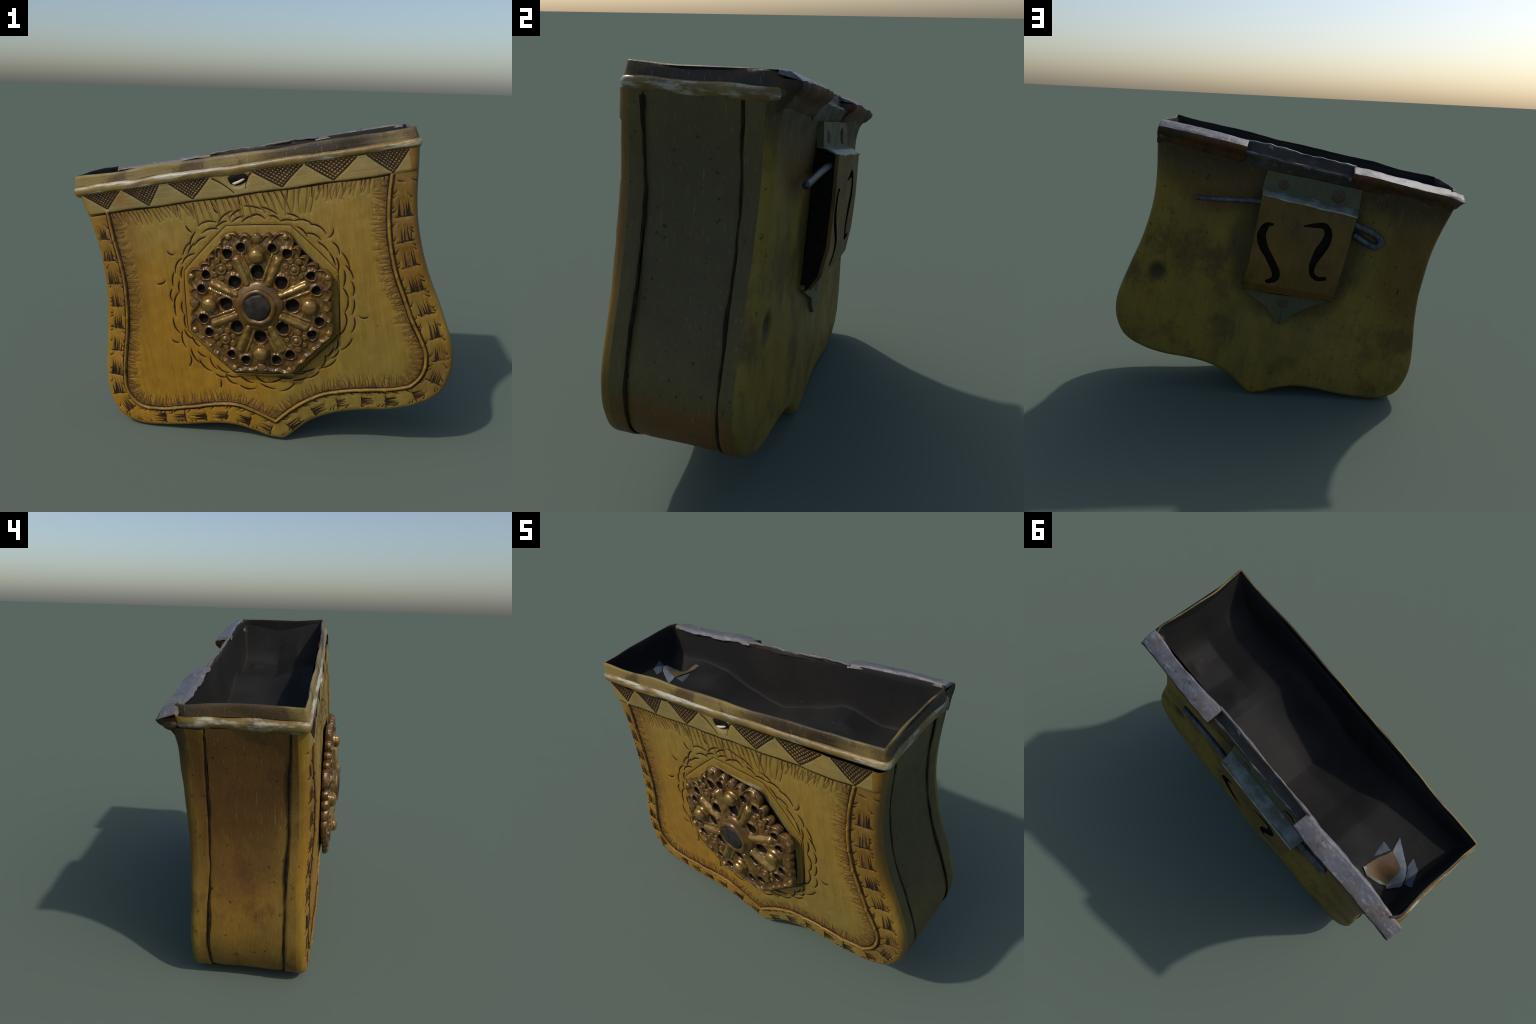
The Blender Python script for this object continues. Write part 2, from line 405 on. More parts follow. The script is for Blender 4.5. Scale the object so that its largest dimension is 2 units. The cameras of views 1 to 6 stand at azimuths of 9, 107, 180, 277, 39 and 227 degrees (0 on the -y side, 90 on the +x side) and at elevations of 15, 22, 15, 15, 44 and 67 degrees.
for k in range(8):
    a0, a1 = PHI0+k*math.pi/4, PHI0+(k+1)*math.pi/4
    p, q = BOSS_C+.417*np.array([math.cos(a0), math.sin(a0)]), BOSS_C+.417*np.array([math.cos(a1), math.sin(a1)])
    stroke(cuts, p, q, .0025, .0025, -.01, 12, .001)

# ------------------------------------------------------------------ relief of the front as a height field sampled from the strokes
RES = .004; U0, Z0 = -1.0, -.12; NU, NW = 501, 390
relief = np.zeros((NU, NW))
gu = U0+RES*np.arange(NU); gz = Z0+RES*np.arange(NW)
def stamp(pts, amp, sig):
    pts = resample(np.asarray(pts), max(3, int(np.linalg.norm(np.diff(pts, axis=0), axis=1).sum()/.006)+2))
    lo = pts.min(0)-3*sig; hi = pts.max(0)+3*sig
    i0, i1 = np.clip(((np.array([lo[0], hi[0]])-U0)/RES).astype(int)+[0, 2], 0, NU); j0, j1 = np.clip(((np.array([lo[1], hi[1]])-Z0)/RES).astype(int)+[0, 2], 0, NW)
    if i1 <= i0 or j1 <= j0: return
    X, Z = np.meshgrid(gu[i0:i1], gz[j0:j1], indexing="ij")
    d2 = np.full(X.shape, 9.)
    for p in pts: d2 = np.minimum(d2, (X-p[0])**2+(Z-p[1])**2)
    g = amp*np.exp(-d2/(2*sig*sig))
    cur = relief[i0:i1, j0:j1]
    relief[i0:i1, j0:j1] = np.where(np.abs(g) > np.abs(cur), np.where(np.sign(g) == np.sign(cur), g, cur+g), cur) if amp < 0 else cur+g
for pts, w in cuts: 
    if len(pts) < 30: stamp(pts, -.0030, .0045)
for pts, w in softs: stamp(pts, -.0022, .005)
for piece in (FRAME, FRAME_R):
    for k in range(0, len(piece)-20, 20):
        stamp(piece[k:k+21], .0045, .006)
UU, ZZ = np.meshgrid(gu, gz, indexing="ij")
relief += .007/(1+np.exp(-np.clip((ZZ-BAND_Z-.002*np.sin(UU*19))/.0022, -40, 40)))      # top band stands proud of the panel
fp = np.stack([UU.ravel(), ZZ.ravel()], 1)
relief += (.0035*lumps(fp, 7, 3, 3)+.0012*lumps(fp, 40, 4, 2)).reshape(relief.shape)
hole = np.exp(-(((UU+.005)/.045)**2+((ZZ-1.362)/.03)**2)**2)
relief -= .022*hole

def sample_relief(P):
    x = np.clip((P[:, 0]-U0)/RES, 0, NU-1.001); z = np.clip((P[:, 1]-Z0)/RES, 0, NW-1.001)
    i, j = x.astype(int), z.astype(int); fx, fz = x-i, z-j
    return (relief[i, j]*(1-fx)*(1-fz)+relief[i+1, j]*fx*(1-fz)+relief[i, j+1]*(1-fx)*fz+relief[i+1, j+1]*fx*fz)

ROUND = .036
def front_base(P):
    u, z = P[:, 0], P[:, 1]
    y = np.interp(z, [-.05, .15, .5, .9, 1.39], [-.255, -.262, -.263, -.260, -.250])
    right = np.clip((u+.55)/1.1, 0, 1); low = np.clip((1.36-z)/.30, 0, 1)
    y = y-low*(.006+.010*right)-.003*right
    y = y-.015*np.clip((.42-z)/.25, 0, 1)*np.clip((.15-u)/.3, 0, 1)-.010*np.clip((u-.40)/.2, 0, 1)*np.clip((z-1.10)/.15, 0, 1)
    y = y+.012*np.clip((-u-.66)/.15, 0, 1)*np.clip((z-.45)/.2, 0, 1)
    return y-.022*np.clip(1-(u/.86)**4, 0, 1)*np.clip(np.sin(np.clip((z+.06)/1.44, 0, 1)*math.pi), 0, 1)**.7
def back_base(P):
    u, z = P[:, 0], P[:, 1]
    y = np.interp(z, [-.05, .15, .3, .53, .78, .96, 1.175, 1.35, 1.40], [.258, .262, .264, .264, .267, .273, .284, .291, .296])
    return y+.008*lumps(P, 4, 11, 2)*np.clip(1-(u/.85)**2, 0, 1)
def rounded(d, r):
    q = np.clip(r-d, 0, r); return r-np.sqrt(np.maximum(r*r-q*q, 0))
def front_y(P):
    d = edge_distance(P)
    fade = np.clip(d/.02, 0, 1)
    return front_base(P)+rounded(d, ROUND)-sample_relief(P)*fade

def eased(n, power=1.7):
    """0..1, denser near both ends"""
    t = np.linspace(0, 1, n); s = np.where(t < .5, .5*(2*t)**power, 1-.5*(2*(1-t))**power)
    return .45*t+.55*s
def at(C, t):
    s = np.concatenate([[0], np.cumsum(np.linalg.norm(np.diff(C, axis=0), axis=1))]); s /= s[-1]
    return np.stack([np.interp(t, s, C[:, k]) for k in range(2)], 1)
def shield_grid(nx, nz):
    """Coons patch over the shield outline -> (nx*nz,2), index i*nz+j, j from top to bottom."""
    bottom = np.vstack([BL, BR[1:]])
    tx, tz = eased(nx), eased(nz)
    sb = np.linspace(0, 1, nx)
    Lc, Rc = at(L, tz), at(R[::-1], tz)
    Bc = at(bottom, tx); Tc = np.stack([L[0, 0]+(R[-1, 0]-L[0, 0])*tx, np.full(nx, TOP)], 1)
    X = tx[:, None, None]; Z = tz[None, :, None]
    S = (1-X)*Lc[None]+X*Rc[None]+(1-Z)*Tc[:, None]+Z*Bc[:, None]
    S -= (1-X)*(1-Z)*L[0]+X*(1-Z)*R[-1]+(1-X)*Z*bottom[0]+X*Z*bottom[-1]
    return S.reshape(-1, 2)

def flare(V):
    """behind the front edge the left wall swings outwards below the rim, the right wall a little inwards"""
    V = np.array(V, float); f = np.clip((V[:, 1]+.23)/.40, 0, 1)
    s = lambda x: np.clip(x, 0, 1)**2*(3-2*np.clip(x, 0, 1))
    V[:, 0] -= .029*f*s((-V[:, 0]-.45)/.35)*s((V[:, 2]-.62)/.40)
    V[:, 0] -= .007*f*s((V[:, 0]-.45)/.35)*s((V[:, 2]-.30)/.3)
    V[:, 0] += .012*np.clip(f*3, 0, 1)*np.clip((.23-V[:, 1])*8, 0, 1)*s((V[:, 0]-.6)/.3)*np.exp(-((V[:, 2]-.28)/.12)**2)
    return V
def panel(name, mat, nx, nz, yfun, outward, seam_y, band=None):
    P = shield_grid(nx, nz); y = yfun(P)
    V = np.stack([P[:, 0], y, P[:, 1]], 1)
    F = grid_faces(nx, nz)
    if outward < 0: F = [f[::-1] for f in F]
    # wrap: flange folded onto the side, following the outline from the grid border
    border = [j for j in range(nz)]+[i*nz+nz-1 for i in range(1, nx)]+[(nx-1)*nz+j for j in range(nz-2, -1, -1)]
    bp = P[border]; by = y[border]; nn = normals2(bp)
    rows = 7; extra = []
    for k in range(1, rows+1):
        t = k/rows
        wob = .0045*lumps(bp, 14, 21 if outward < 0 else 22, 3)
        yy = by+(seam_y+wob-by)*t
        o = .0035*lumps(np.column_stack([bp, yy]), 9, 31, 3)*min(1, 2*t)
        o = o-(.006 if k == rows else 0)
        Q = bp-nn*o[:, None]
        extra.append(np.stack([Q[:, 0], yy, Q[:, 1]], 1))
    base = len(V); m = len(border); V = np.vstack([V]+extra)
    for k in range(rows):
        for q in range(m-1):
            a = border[q] if k == 0 else base+(k-1)*m+q; b = border[q+1] if k == 0 else base+(k-1)*m+q+1
            c, d = base+k*m+q+1, base+k*m+q
            F.append((a, b, c, d) if outward < 0 else (a, d, c, b))
    mats = [mat, M_SIDE, band or mat]; Z = V[:, 2]; nface = (nx-1)*(nz-1)
    mi = [1 if k >= nface+m-1 else 2 if (band and k < nface and sum(Z[i] for i in f)/4 > BAND_Z and abs(sum(V[i, 0] for i in f)/4) < .80) else 0 for k, f in enumerate(F)]
    V = flare(V)
    ob = new_object(name, V, F, mats, root, True, mi)
    bm = bmesh.new(); bm.from_mesh(ob.data); bmesh.ops.recalc_face_normals(bm, faces=bm.faces)
    bm.to_mesh(ob.data); bm.free()
    return ob

front = panel("front_panel", M_FRONT, 480, 350, front_y, -1, -.172, M_BAND)

def back_y(P):
    d = edge_distance(P)
    y = back_base(P)-rounded(d, .030)
    fade = np.clip(d/.03, 0, 1)
    y += fade*(.0015*lumps(P, 30, 14, 3))
    y -= fade*.018*np.exp(-(((P[:, 0]+.26)/.13)**2+((P[:, 1]-.52)/.13)**2))
    y -= fade*.014*np.exp(-(((P[:, 0]-.70)/.035)**2+((P[:, 1]-.616)/.035)**2))             # dent
    # hollow beside the lock, where the wall is pushed in, and the bulge under the rim
    y += fade*.010*np.exp(-((P[:, 1]-1.37)/.05)**2)
    y += fade*.014*np.exp(-(((P[:, 0]+.62)/.20)**2+((P[:, 1]-1.15)/.22)**2))       # swelling beside the loop
    return y
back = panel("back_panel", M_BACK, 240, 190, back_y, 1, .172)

# side strip between the two shells, all the way round underneath
def side_strip():
    C = resample(OUTLINE, 500); nn = normals2(C); ny = 26; V = []
    for j in range(ny):
        y = -.170+.340*j/(ny-1)
        e = min(1, 6*min(j, ny-1-j)/(ny-1))
        hollow = np.clip((C[:, 1]-.95)/.25, 0, 1)*(C[:, 0] > 0)*math.exp(-((y-.08)/.10)**2)
        o = -.004-.005*math.sin(math.pi*j/(ny-1))-.003*hollow*np.clip((1.375-C[:, 1])/.05, 0, 1)+.0035*lumps(np.column_stack([C, np.full(len(C), y)]), 8, 41, 3)
        o = o-(1-e)*.005
        Q = C-nn*o[:, None]
        V.append(np.stack([Q[:, 0], np.full(len(C), y), Q[:, 1]], 1))
    V = flare(np.concatenate(V))
    ob = new_object("side_wall", V, grid_faces(ny, len(C)), M_SIDE, root)
    recalc(ob)
    if sum(p.normal.x*p.center.x*p.area for p in ob.data.polygons) < 0: ob.data.flip_normals()
    return ob
side = side_strip()

def tube(pts, radii, name, mat, parent, n=8, squash=(1, 1), cap=True):
    """Swept round bar along 3D points."""
    P = np.asarray(pts, float); T = np.gradient(P, axis=0); T /= np.linalg.norm(T, axis=1)[:, None]
    ref = np.array([0, 1, 0.]) if abs(T[:, 1]).mean() < .7 else np.array([0, 0, 1.])
    A = np.cross(T, ref); A /= np.linalg.norm(A, axis=1)[:, None]; B = np.cross(T, A)
    r = np.broadcast_to(radii, len(P)); V = []
    for k in range(n):
        a = 2*math.pi*k/n
        V.append(P+A*(r*math.cos(a)*squash[0])[:, None]+B*(r*math.sin(a)*squash[1])[:, None])
    V = np.concatenate(V); m = len(P)
    F = grid_faces(n, m, True)
    if cap:
        F.append([k*m for k in range(n)][::-1]); F.append([k*m+m-1 for k in range(n)])
    ob = new_object(name, V, F, mat, parent); recalc(ob); return ob

# dark wavering seams where the shells overlap the side strip
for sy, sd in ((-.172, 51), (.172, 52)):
    C = resample(OUTLINE, 420)[2:-2]; nn = normals2(C)
    w = .0045*lumps(C, 14, 21 if sy < 0 else 22, 3)
    w = w+.0016*lumps(C, 60, sd+3, 3)
    rr = .0048*(1+.7*lumps(C, 15, sd, 4))
    pts = np.stack([C[:, 0]+nn[:, 0]*.002, sy+w, C[:, 1]+nn[:, 1]*.002], 1)
    pts = flare(pts)
    tube(pts, np.clip(rr, .001, .013), "seam", M_SEAM, side, 6, (.42, 1.3))

# ------------------------------------------------------------------ engraved strokes as dark inlays
def inlays(bag, name, mat, lift):
    allp = np.vstack([p for p, w in bag]); V, F = [], []
    rows = []
    for p, w in bag:
        n = normals2(p); rows.append((p+n*w[:, None]*.64, p, p-n*w[:, None]*.64))
    big = np.vstack([np.vstack(r) for r in rows])
    y = front_y(big); off = 0
    keep = edge_distance(big) > .004
    for (a, b, c) in rows:
        m = len(a); yy = y[off:off+3*m]; base = off
        V += [(big[off+i, 0], yy[i]-(lift if m <= i < 2*m else lift*.35), big[off+i, 1]) for i in range(3*m)]
        for s in (0, m):
            for i in range(m-1):
                f = (base+s+i, base+s+i+1, base+s+m+i+1, base+s+m+i)
                if all(keep[k] for k in f): F.append(f)
        off += 3*m
    ob = new_object(name, V, F, mat, front, True, None, "stuff")
    me = ob.data
    if sum(p.normal.y for p in me.polygons) > 0: me.flip_normals()
    return ob
inlays(cuts, "engraved_line", M_CUT, .0022)
inlays(softs, "engraved_fringe", M_SOFTCUT, .0016)
# bead of the frame line
C3 = FRAME_ALL; yb = front_y(C3)
tube(np.stack([C3[:, 0], yb+.001, C3[:, 1]], 1), .0075*(1+.18*lumps(C3, 25, 61, 3)), "frame_bead", M_BEAD, front, 8)

# dark patch standing for a hole in the top band, with a pale scrap
def blob(name, outline, yfun, depth, mat, parent):
    O = spline(outline, 40, True)[:-1]; c = O.mean(0); rings = 5; V = [(c[0], yfun-depth, c[1])]
    for k in range(1, rings+1):
        t = k/rings
        for p in O:
            q = c+(p-c)*t; V.append((q[0], yfun-depth*(1-t**3), q[1]))
    m = len(O); F = [(0, 1+i, 1+(i+1) % m) for i in range(m)]
    for k in range(rings-1):
        for i in range(m): F.append((1+k*m+i, 1+(k+1)*m+i, 1+(k+1)*m+(i+1) % m, 1+k*m+(i+1) % m))
    ob = new_object(name, V, F, mat, parent); recalc(ob)
    return ob
yh = float(front_y(np.array([[-.10, 1.362]]))[0])
blob("dark_hole_patch", [(-.062, 1.384), (0, 1.388), (.045, 1.384), (.040, 1.358), (.012, 1.345), (-.03, 1.335), (-.052, 1.347), (-.058, 1.365)], yh+.004, .006, M_SHADE, front)
blob("pale_scrap", [(-.035, 1.352), (-.01, 1.358), (.018, 1.366), (.026, 1.362), (.008, 1.350), (-.02, 1.343), (-.034, 1.345)], yh-.002, .004, flat("bleached_scrap", (.62, .56, .46), (.5, .42, .33), .7), front)

# ------------------------------------------------------------------ cornice rim: front and both sides
def rim_path(n_long=200, n_short=60):
    bow_f = lambda t: -.012*np.sin(np.pi*t)
    t = np.linspace(0, 1, n_short); u = np.linspace(0, 1, n_long)
    curl = lambda y: .034*np.clip((y-.235)/.065, 0, 1)**2
    yl = .296-.532*t
    lft = np.stack([-.853+.016*np.sin(np.pi*t)+curl(yl), yl], 1)
    fr = np.stack([-.853+1.701*u, -.236+bow_f(u)], 1)
    rgt = np.stack([.848-.016*np.sin(np.pi*t)-curl(yl[::-1]), yl[::-1]], 1)
    return np.vstack([lft, fr[1:], rgt[1:]])
def soften_corners(C, passes=3):
    for _ in range(passes):
        C[1:-1] = (C[:-2]+2*C[1:-1]+C[2:])/4
    return C
RP = soften_corners(rim_path())
tang = np.gradient(RP, axis=0); tang /= np.linalg.norm(tang, axis=1)[:, None]
RN = np.stack([tang[:, 1], -tang[:, 0]], 1)
if RN[len(RN)//2, 1] > 0: RN = -RN
band_prof = [(.004, 1.428), (.002, 1.445), (-.002, 1.462), (-.004, 1.475), (-.009, 1.480), (-.014, 1.480), (-.016, 1.474), (-.017, 1.46), (-.017, 1.42), (-.017, 1.36)]
lip_prof = [(-.006, 1.372), (.004, 1.380), (.012, 1.388), (.0165, 1.397), (.0185, 1.406), (.018, 1.415), (.0135, 1.423), (.006, 1.429), (.000, 1.430)]
def sweep(prof, name, mat, wob_o, wob_z, seed, parent, end_bulge=True):
    V = []
    P3 = np.column_stack([RP, np.zeros(len(RP))])
    back_t = np.clip((RP[:, 1]-.16)/.16, 0, 1)         # towards the flange the rim flattens
    for k, (o, z) in enumerate(prof):
        q = np.column_stack([RP, np.full(len(RP), z*3)])
        oo = o+wob_o*lumps(q, 16, seed, 3); zz = z+wob_z*lumps(q*[1, 1, .3], 13, seed+1, 3)
        side = np.clip((np.abs(RP[:, 0])-.80)/.05, 0, 1)*np.clip((RP[:, 1]+.15)/.1, 0, 1)
        zz = zz+.008-.0045*RP[:, 0]/.85-side*np.where(RP[:, 0] > 0, .007, -.002)
        tuck = 1-.5*np.clip((RP[:, 1]-.27)/.06, 0, 1)**2
        V.append(np.column_stack([RP+RN*(oo*tuck)[:, None]-np.column_stack([.010*side*(RP[:, 0] < 0), 0*side]), zz-.012*back_t]))
    V = np.concatenate(V)
    mi = [1 if k//(len(RP)-1) >= 5 else 0 for k in range((len(prof)-1)*(len(RP)-1))] if name == "rim" else None
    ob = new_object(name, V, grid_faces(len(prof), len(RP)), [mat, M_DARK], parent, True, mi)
    recalc(ob); return ob
rim = sweep(band_prof, "rim", M_RIM, .0040, .0050, 71, root)
lip = sweep(lip_prof, "lip", M_LIP, .0045, .0050, 77, rim)

# ------------------------------------------------------------------ back edge: two projecting flange pieces and a broken ledge between
def flange(u0, u1, seed, tip_at_end):
    n = 90; us = np.linspace(u0, u1, n)
    # section in (y, z): inner edge over the wall, flat top falling outwards, blunt nose, hollow underside back to the wall
    sec_top = [(.272, 1.460), (.279, 1.477), (.290, 1.475), (.312, 1.469), (.335, 1.462), (.352, 1.455), (.363, 1.448)]
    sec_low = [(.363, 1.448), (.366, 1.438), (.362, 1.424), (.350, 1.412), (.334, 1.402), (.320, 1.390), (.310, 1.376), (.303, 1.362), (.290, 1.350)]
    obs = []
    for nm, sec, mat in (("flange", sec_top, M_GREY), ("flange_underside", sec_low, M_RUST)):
        V = []
        rows_u = []
        for k, (y, z) in enumerate(sec):
            us = np.linspace(u0, u1, n)
            if nm == "flange_underside":                     # below, the cove dies into the body side
                f = k/(len(sec)-1)
                if abs(u0) > abs(u1): us = np.linspace(u0+(-.838-u0)*f**.6, u1, n)
                else: us = np.linspace(u0, u1+(.836-u1)*f**.6, n)
            rows_u.append(us)
            q = np.column_stack([us, np.full(n, y*2), np.full(n, z)])
            w = .0085*lumps(q, 9, seed, 3)+.0035*lumps(q, 45, seed+3, 2)
            shrink = 1 if nm == "flange" else np.clip((z-1.34)/.04, 0, 1)
            end = np.clip((np.abs(us)-.80)/.08, 0, 1)
            yy = y+w*shrink+(.006*end if nm == "flange_underside" else .002*end)
            if nm == "flange" and k <= 2: yy = yy+.012*lumps(np.column_stack([us, us*0]), 7, seed+8, 3)*(1-k/3)
            V.append(np.stack([us, yy, z+w*.6*shrink+(-.010*end)], 1))
        V = np.concatenate(V); F = grid_faces(len(sec), n)
        # close both ends
        for i in (0, n-1):
            loop = [k*n+i for k in range(len(sec))]
            base = len(V)
            V = np.vstack([V, [[rows_u[k][i], .280, min(sec[k][1]+.02, 1.46) if nm == "flange" else sec[k][1]] for k in range(len(sec))]])
            for k in range(len(sec)-1): F.append((loop[k], loop[k+1], base+k+1, base+k))
        ob = new_object(nm, V, F, mat, rim if nm == "flange" else obs[0]); recalc(ob); obs.append(ob)
    return obs[0]
flange(.345, .832, 81, True)
flange(-.893, -.255, 91, False)

def broken_ledge():
    n = 120; us = np.linspace(-.27, .36, n); V = []
    sec = [(.277, 1.452), (.276, 1.468), (.277, 1.476), (.284, 1.470), (.288, 1.45), (.294, 1.428), (.312, 1.421), (.319, 1.410), (.312, 1.398), (.300, 1.375), (.292, 1.34)]
    for k, (y, z) in enumerate(sec):
        q = np.column_stack([us, np.full(n, y*3), np.full(n, z)])
        w = lumps(q, 26, 101, 4)
        V.append(np.stack([us, y+.005*w, z+(.006*lumps(np.column_stack([us, us*0]), 40, 103, 3) if 1 <= k <= 3 else .003*w)], 1))
    ob = new_object("broken_ledge", np.concatenate(V), grid_faces(len(sec), n), M_LEDGE, rim); recalc(ob)
    # rough bright fracture line along the ledge
    P = np.stack([us, np.full(n, .316)+.003*lumps(np.column_stack([us, us*0]), 40, 5, 3), 1.415+.004*lumps(np.column_stack([us, us*0]), 30, 6, 3)], 1)
    tube(P, .006*(1+.5*lumps(P, 60, 8, 2)), "fracture_line", M_GREY, ob, 6)
    P = np.stack([us, np.full(n, .278), 1.475+.005*lumps(np.column_stack([us, us*0]), 40, 103, 3)], 1)
    tube(P, np.clip(.006*(1+.7*lumps(P, 45, 18, 2)), .002, .02), "fracture_line", M_GREY, ob, 6)
broken_ledge()
# swelling under each flange corner, where the side rim runs into it
def corner_lump(centre, size, seed):
    n, m = 40, 24; V = []
    for i in range(n):
        for j in range(m):
            a, b = 2*math.pi*i/n, math.pi*j/(m-1); V.append((math.sin(b)*math.cos(a), math.sin(b)*math.sin(a), math.cos(b)))
    V = np.array(V); V *= (1+.13*lumps(V, 2.5, seed, 3))[:, None]
    ob = new_object("rim_corner", np.array(centre)+V*np.array(size), grid_faces(n, m, True), M_RIM, rim); recalc(ob)
corner_lump((.812, .296, 1.402), (.026, .038, .032), 181); corner_lump((-.853, .312, 1.410), (.026, .036, .028), 183)

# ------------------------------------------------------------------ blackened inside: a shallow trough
def inside():
    nu, ny = 220, 90; u = np.sin(np.linspace(-1, 1, nu)*1.35)/math.sin(1.35)*.834; y = .030+.252*np.sin(np.linspace(-1, 1, ny)*1.3)/math.sin(1.3)
    U, Y = np.meshgrid(u, y, indexing="ij")
    # lumpy floor, higher towards both ends; steep walls with a soft fillet
    floor = np.interp(U, [-.83, -.72, -.605, -.44, -.31, -.07, .06, .19, .32, .5, .65, .77, .832], [1.36, 1.335, 1.315, 1.285, 1.225, 1.157, 1.18, 1.205, 1.255, 1.245, 1.25, 1.285, 1.34])
    floor = floor-.01*np.exp(-((Y-.05)/.08)**2)+(.02+.10*np.exp(-((U-.12)/.28)**2))*np.exp(-((Y+.19)/.09)**2)-.055*np.clip((U-.38)/.15, 0, 1)*np.clip((Y+.08)/.12, 0, 1)-.015*np.exp(-((U+.15)/.35)**2)*np.clip((Y+.05)/.1, 0, 1)-.09*np.exp(-(((U+.74)/.10)**2+((Y-.17)/.07)**2))
    P = np.stack([U.ravel(), Y.ravel()], 1)
    floor = floor+(.010*lumps(P, 6, 111, 2)).reshape(U.shape)
    yb = .238+.03*np.sin(3*U)*0
    f = np.clip((-.192-Y)/.028, 0, 1); b = np.clip((Y-.240)/.040, 0, 1); e = np.clip((np.abs(U)-np.where(U > 0, .70, .800))/(.834-np.where(U > 0, .70, .800)), 0, 1)
    wall = 1-(1-f**2.2)*(1-b**2.2)*(1-e**2.6)
    Z = floor+(1.472-floor)*wall
    for cu, cy, a in ((.66, .18, .010), (.42, .13, .008)):
        Z = Z+a*np.exp(-((U-cu)/.035)**2-((Y-cy)/.025)**2)*(1-wall)
    Zf = Z.ravel()
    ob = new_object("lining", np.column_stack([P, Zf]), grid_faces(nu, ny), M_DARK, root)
    if ob.data.polygons[0].normal.z < 0: ob.data.flip_normals()
    return ob, Z, u, y
lining, LZ, LU, LY = inside()
def lining_z(p):
    i = np.clip(np.searchsorted(LU, p[:, 0])-1, 0, len(LU)-2); j = np.clip(np.searchsorted(LY, p[:, 1])-1, 0, len(LY)-2)
    a = np.clip((p[:, 0]-LU[i])/(LU[i+1]-LU[i]), 0, 1); b = np.clip((p[:, 1]-LY[j])/(LY[j+1]-LY[j]), 0, 1)
    return LZ[i, j]*(1-a)*(1-b)+LZ[i+1, j]*a*(1-b)+LZ[i, j+1]*(1-a)*b+LZ[i+1, j+1]*a*b
def flake(outline, lift, mat, seed, torn=.004):
    """low crumpled flake that lies against the floor"""
    O = resample(np.array(outline+outline[:1], float), 49)[:-1]; O = O+rng.normal(size=O.shape)*torn
    c = O.mean(0); rings = 8; V = []
    for k in range(rings+1):
        q = c+(O-c)*(k/rings if k else .02)
        crumple = .0025*lumps(q, 30, seed, 2)*(k/rings)
        V.append(np.column_stack([q, lining_z(q)+lift+crumple]))
    edge = V[-1].copy(); edge[:, 2] -= .02; V.append(edge); V = np.concatenate(V); m = len(O)
    F = [(k*m+i, k*m+(i+1) % m, (k+1)*m+(i+1) % m, (k+1)*m+i) for k in range(rings+1) for i in range(m)]+[tuple(range(m))[::-1]]
    ob = new_object("fragment", V, F, mat, lining); recalc(ob); sharp_by_angle(ob, 50); return ob
flake([(-.607, .185), (-.650, .200), (-.745, .150), (-.726, .068), (-.64, .036), (-.614, .135)], .006, M_TAN, 151, .0015)
flake([(-.64, .036), (-.726, .068), (-.745, .150), (-.755, .168), (-.788, .118), (-.760, .070), (-.727, .036), (-.613, -.035)], .004, M_PAPER, 152, .0007)
flake([(-.600, .120), (-.580, .035), (-.632, .040), (-.612, .10)], .003, M_BLUE, 153, .0007)
flake([(-.725, -.010), (-.780, .015), (-.815, .095), (-.785, .100), (-.735, .030)], .002, M_BLUE, 154, .0007)
flake([(-.604, .195), (-.648, .208), (-.748, .158), (-.742, .148), (-.652, .194), (-.612, .184)], .008, M_SHELF, 155, .0007)
# ------------------------------------------------------------------ rosette
rosette = new_object("rosette", [], [], M_PLATE, root)
def octagon_radius(a, circ):
    d = (a-PHI0) % (math.pi/4)-math.pi/8
    return circ*math.cos(math.pi/8)/np.cos(d)
def polar(r, a): return BOSS_C+r*np.array([math.cos(a), math.sin(a)])

Y_PLATE = -.330
def dome(r): return .017*(1-np.clip(np.asarray(r)/.38, 0, 1)**3)
def pedestal():
    prof = [(.418, .004), (.408, -.005), (.397, -.016), (.388, -.027), (.381, -.032), (.366, -.035), (.18, -.035), (.02, -.035)]
    n = 160; V = []
    for circ, dy in prof:
        for k in range(n):
            a = PHI0+2*math.pi*k/n; r = octagon_radius(a, circ)*(1-.01*math.sin(5*a))
            shift = -.012 if circ > .38 else 0
            p = BOSS_C+r*np.array([math.cos(a), math.sin(a)])+np.array([-.006 if shift else 0, shift])
            V.append((p[0], -.266+dy+.002*math.sin(7*a+circ*40), p[1]))
    V = np.array(V); yf = front_base(V[:n, [0, 2]]); V[:n, 1] = yf+.004
    F = [tuple(reversed(f)) for f in [(k*n+i, k*n+(i+1) % n, (k+1)*n+(i+1) % n, (k+1)*n+i) for k in range(len(prof)-1) for i in range(n)]]
    mi = [1 if i//n >= 4 else 0 for i in range(len(F))]  # top coloured dark for the shade beneath the plate
    ob = new_object("pedestal", V, F, [M_GRIME, M_SHADE], rosette, True, mi); recalc(ob); sharp_by_angle(ob, 35)
pedestal()

# holes sunk in the plate, their shade put into the colour: (radius, angle, size)
holes = []
for k in range(8):
    v = PHI0+k*math.pi/4
    for s in (-1, 1): holes.append((.300+rng.normal()*.004, v+s*math.radians(7.4), .0200+rng.normal()*.0015))
    m = v+math.pi/8
    holes.append((.162 if k % 2 == 0 else .165, m, .0285 if k % 2 == 0 else .030))
holes = np.array(holes)

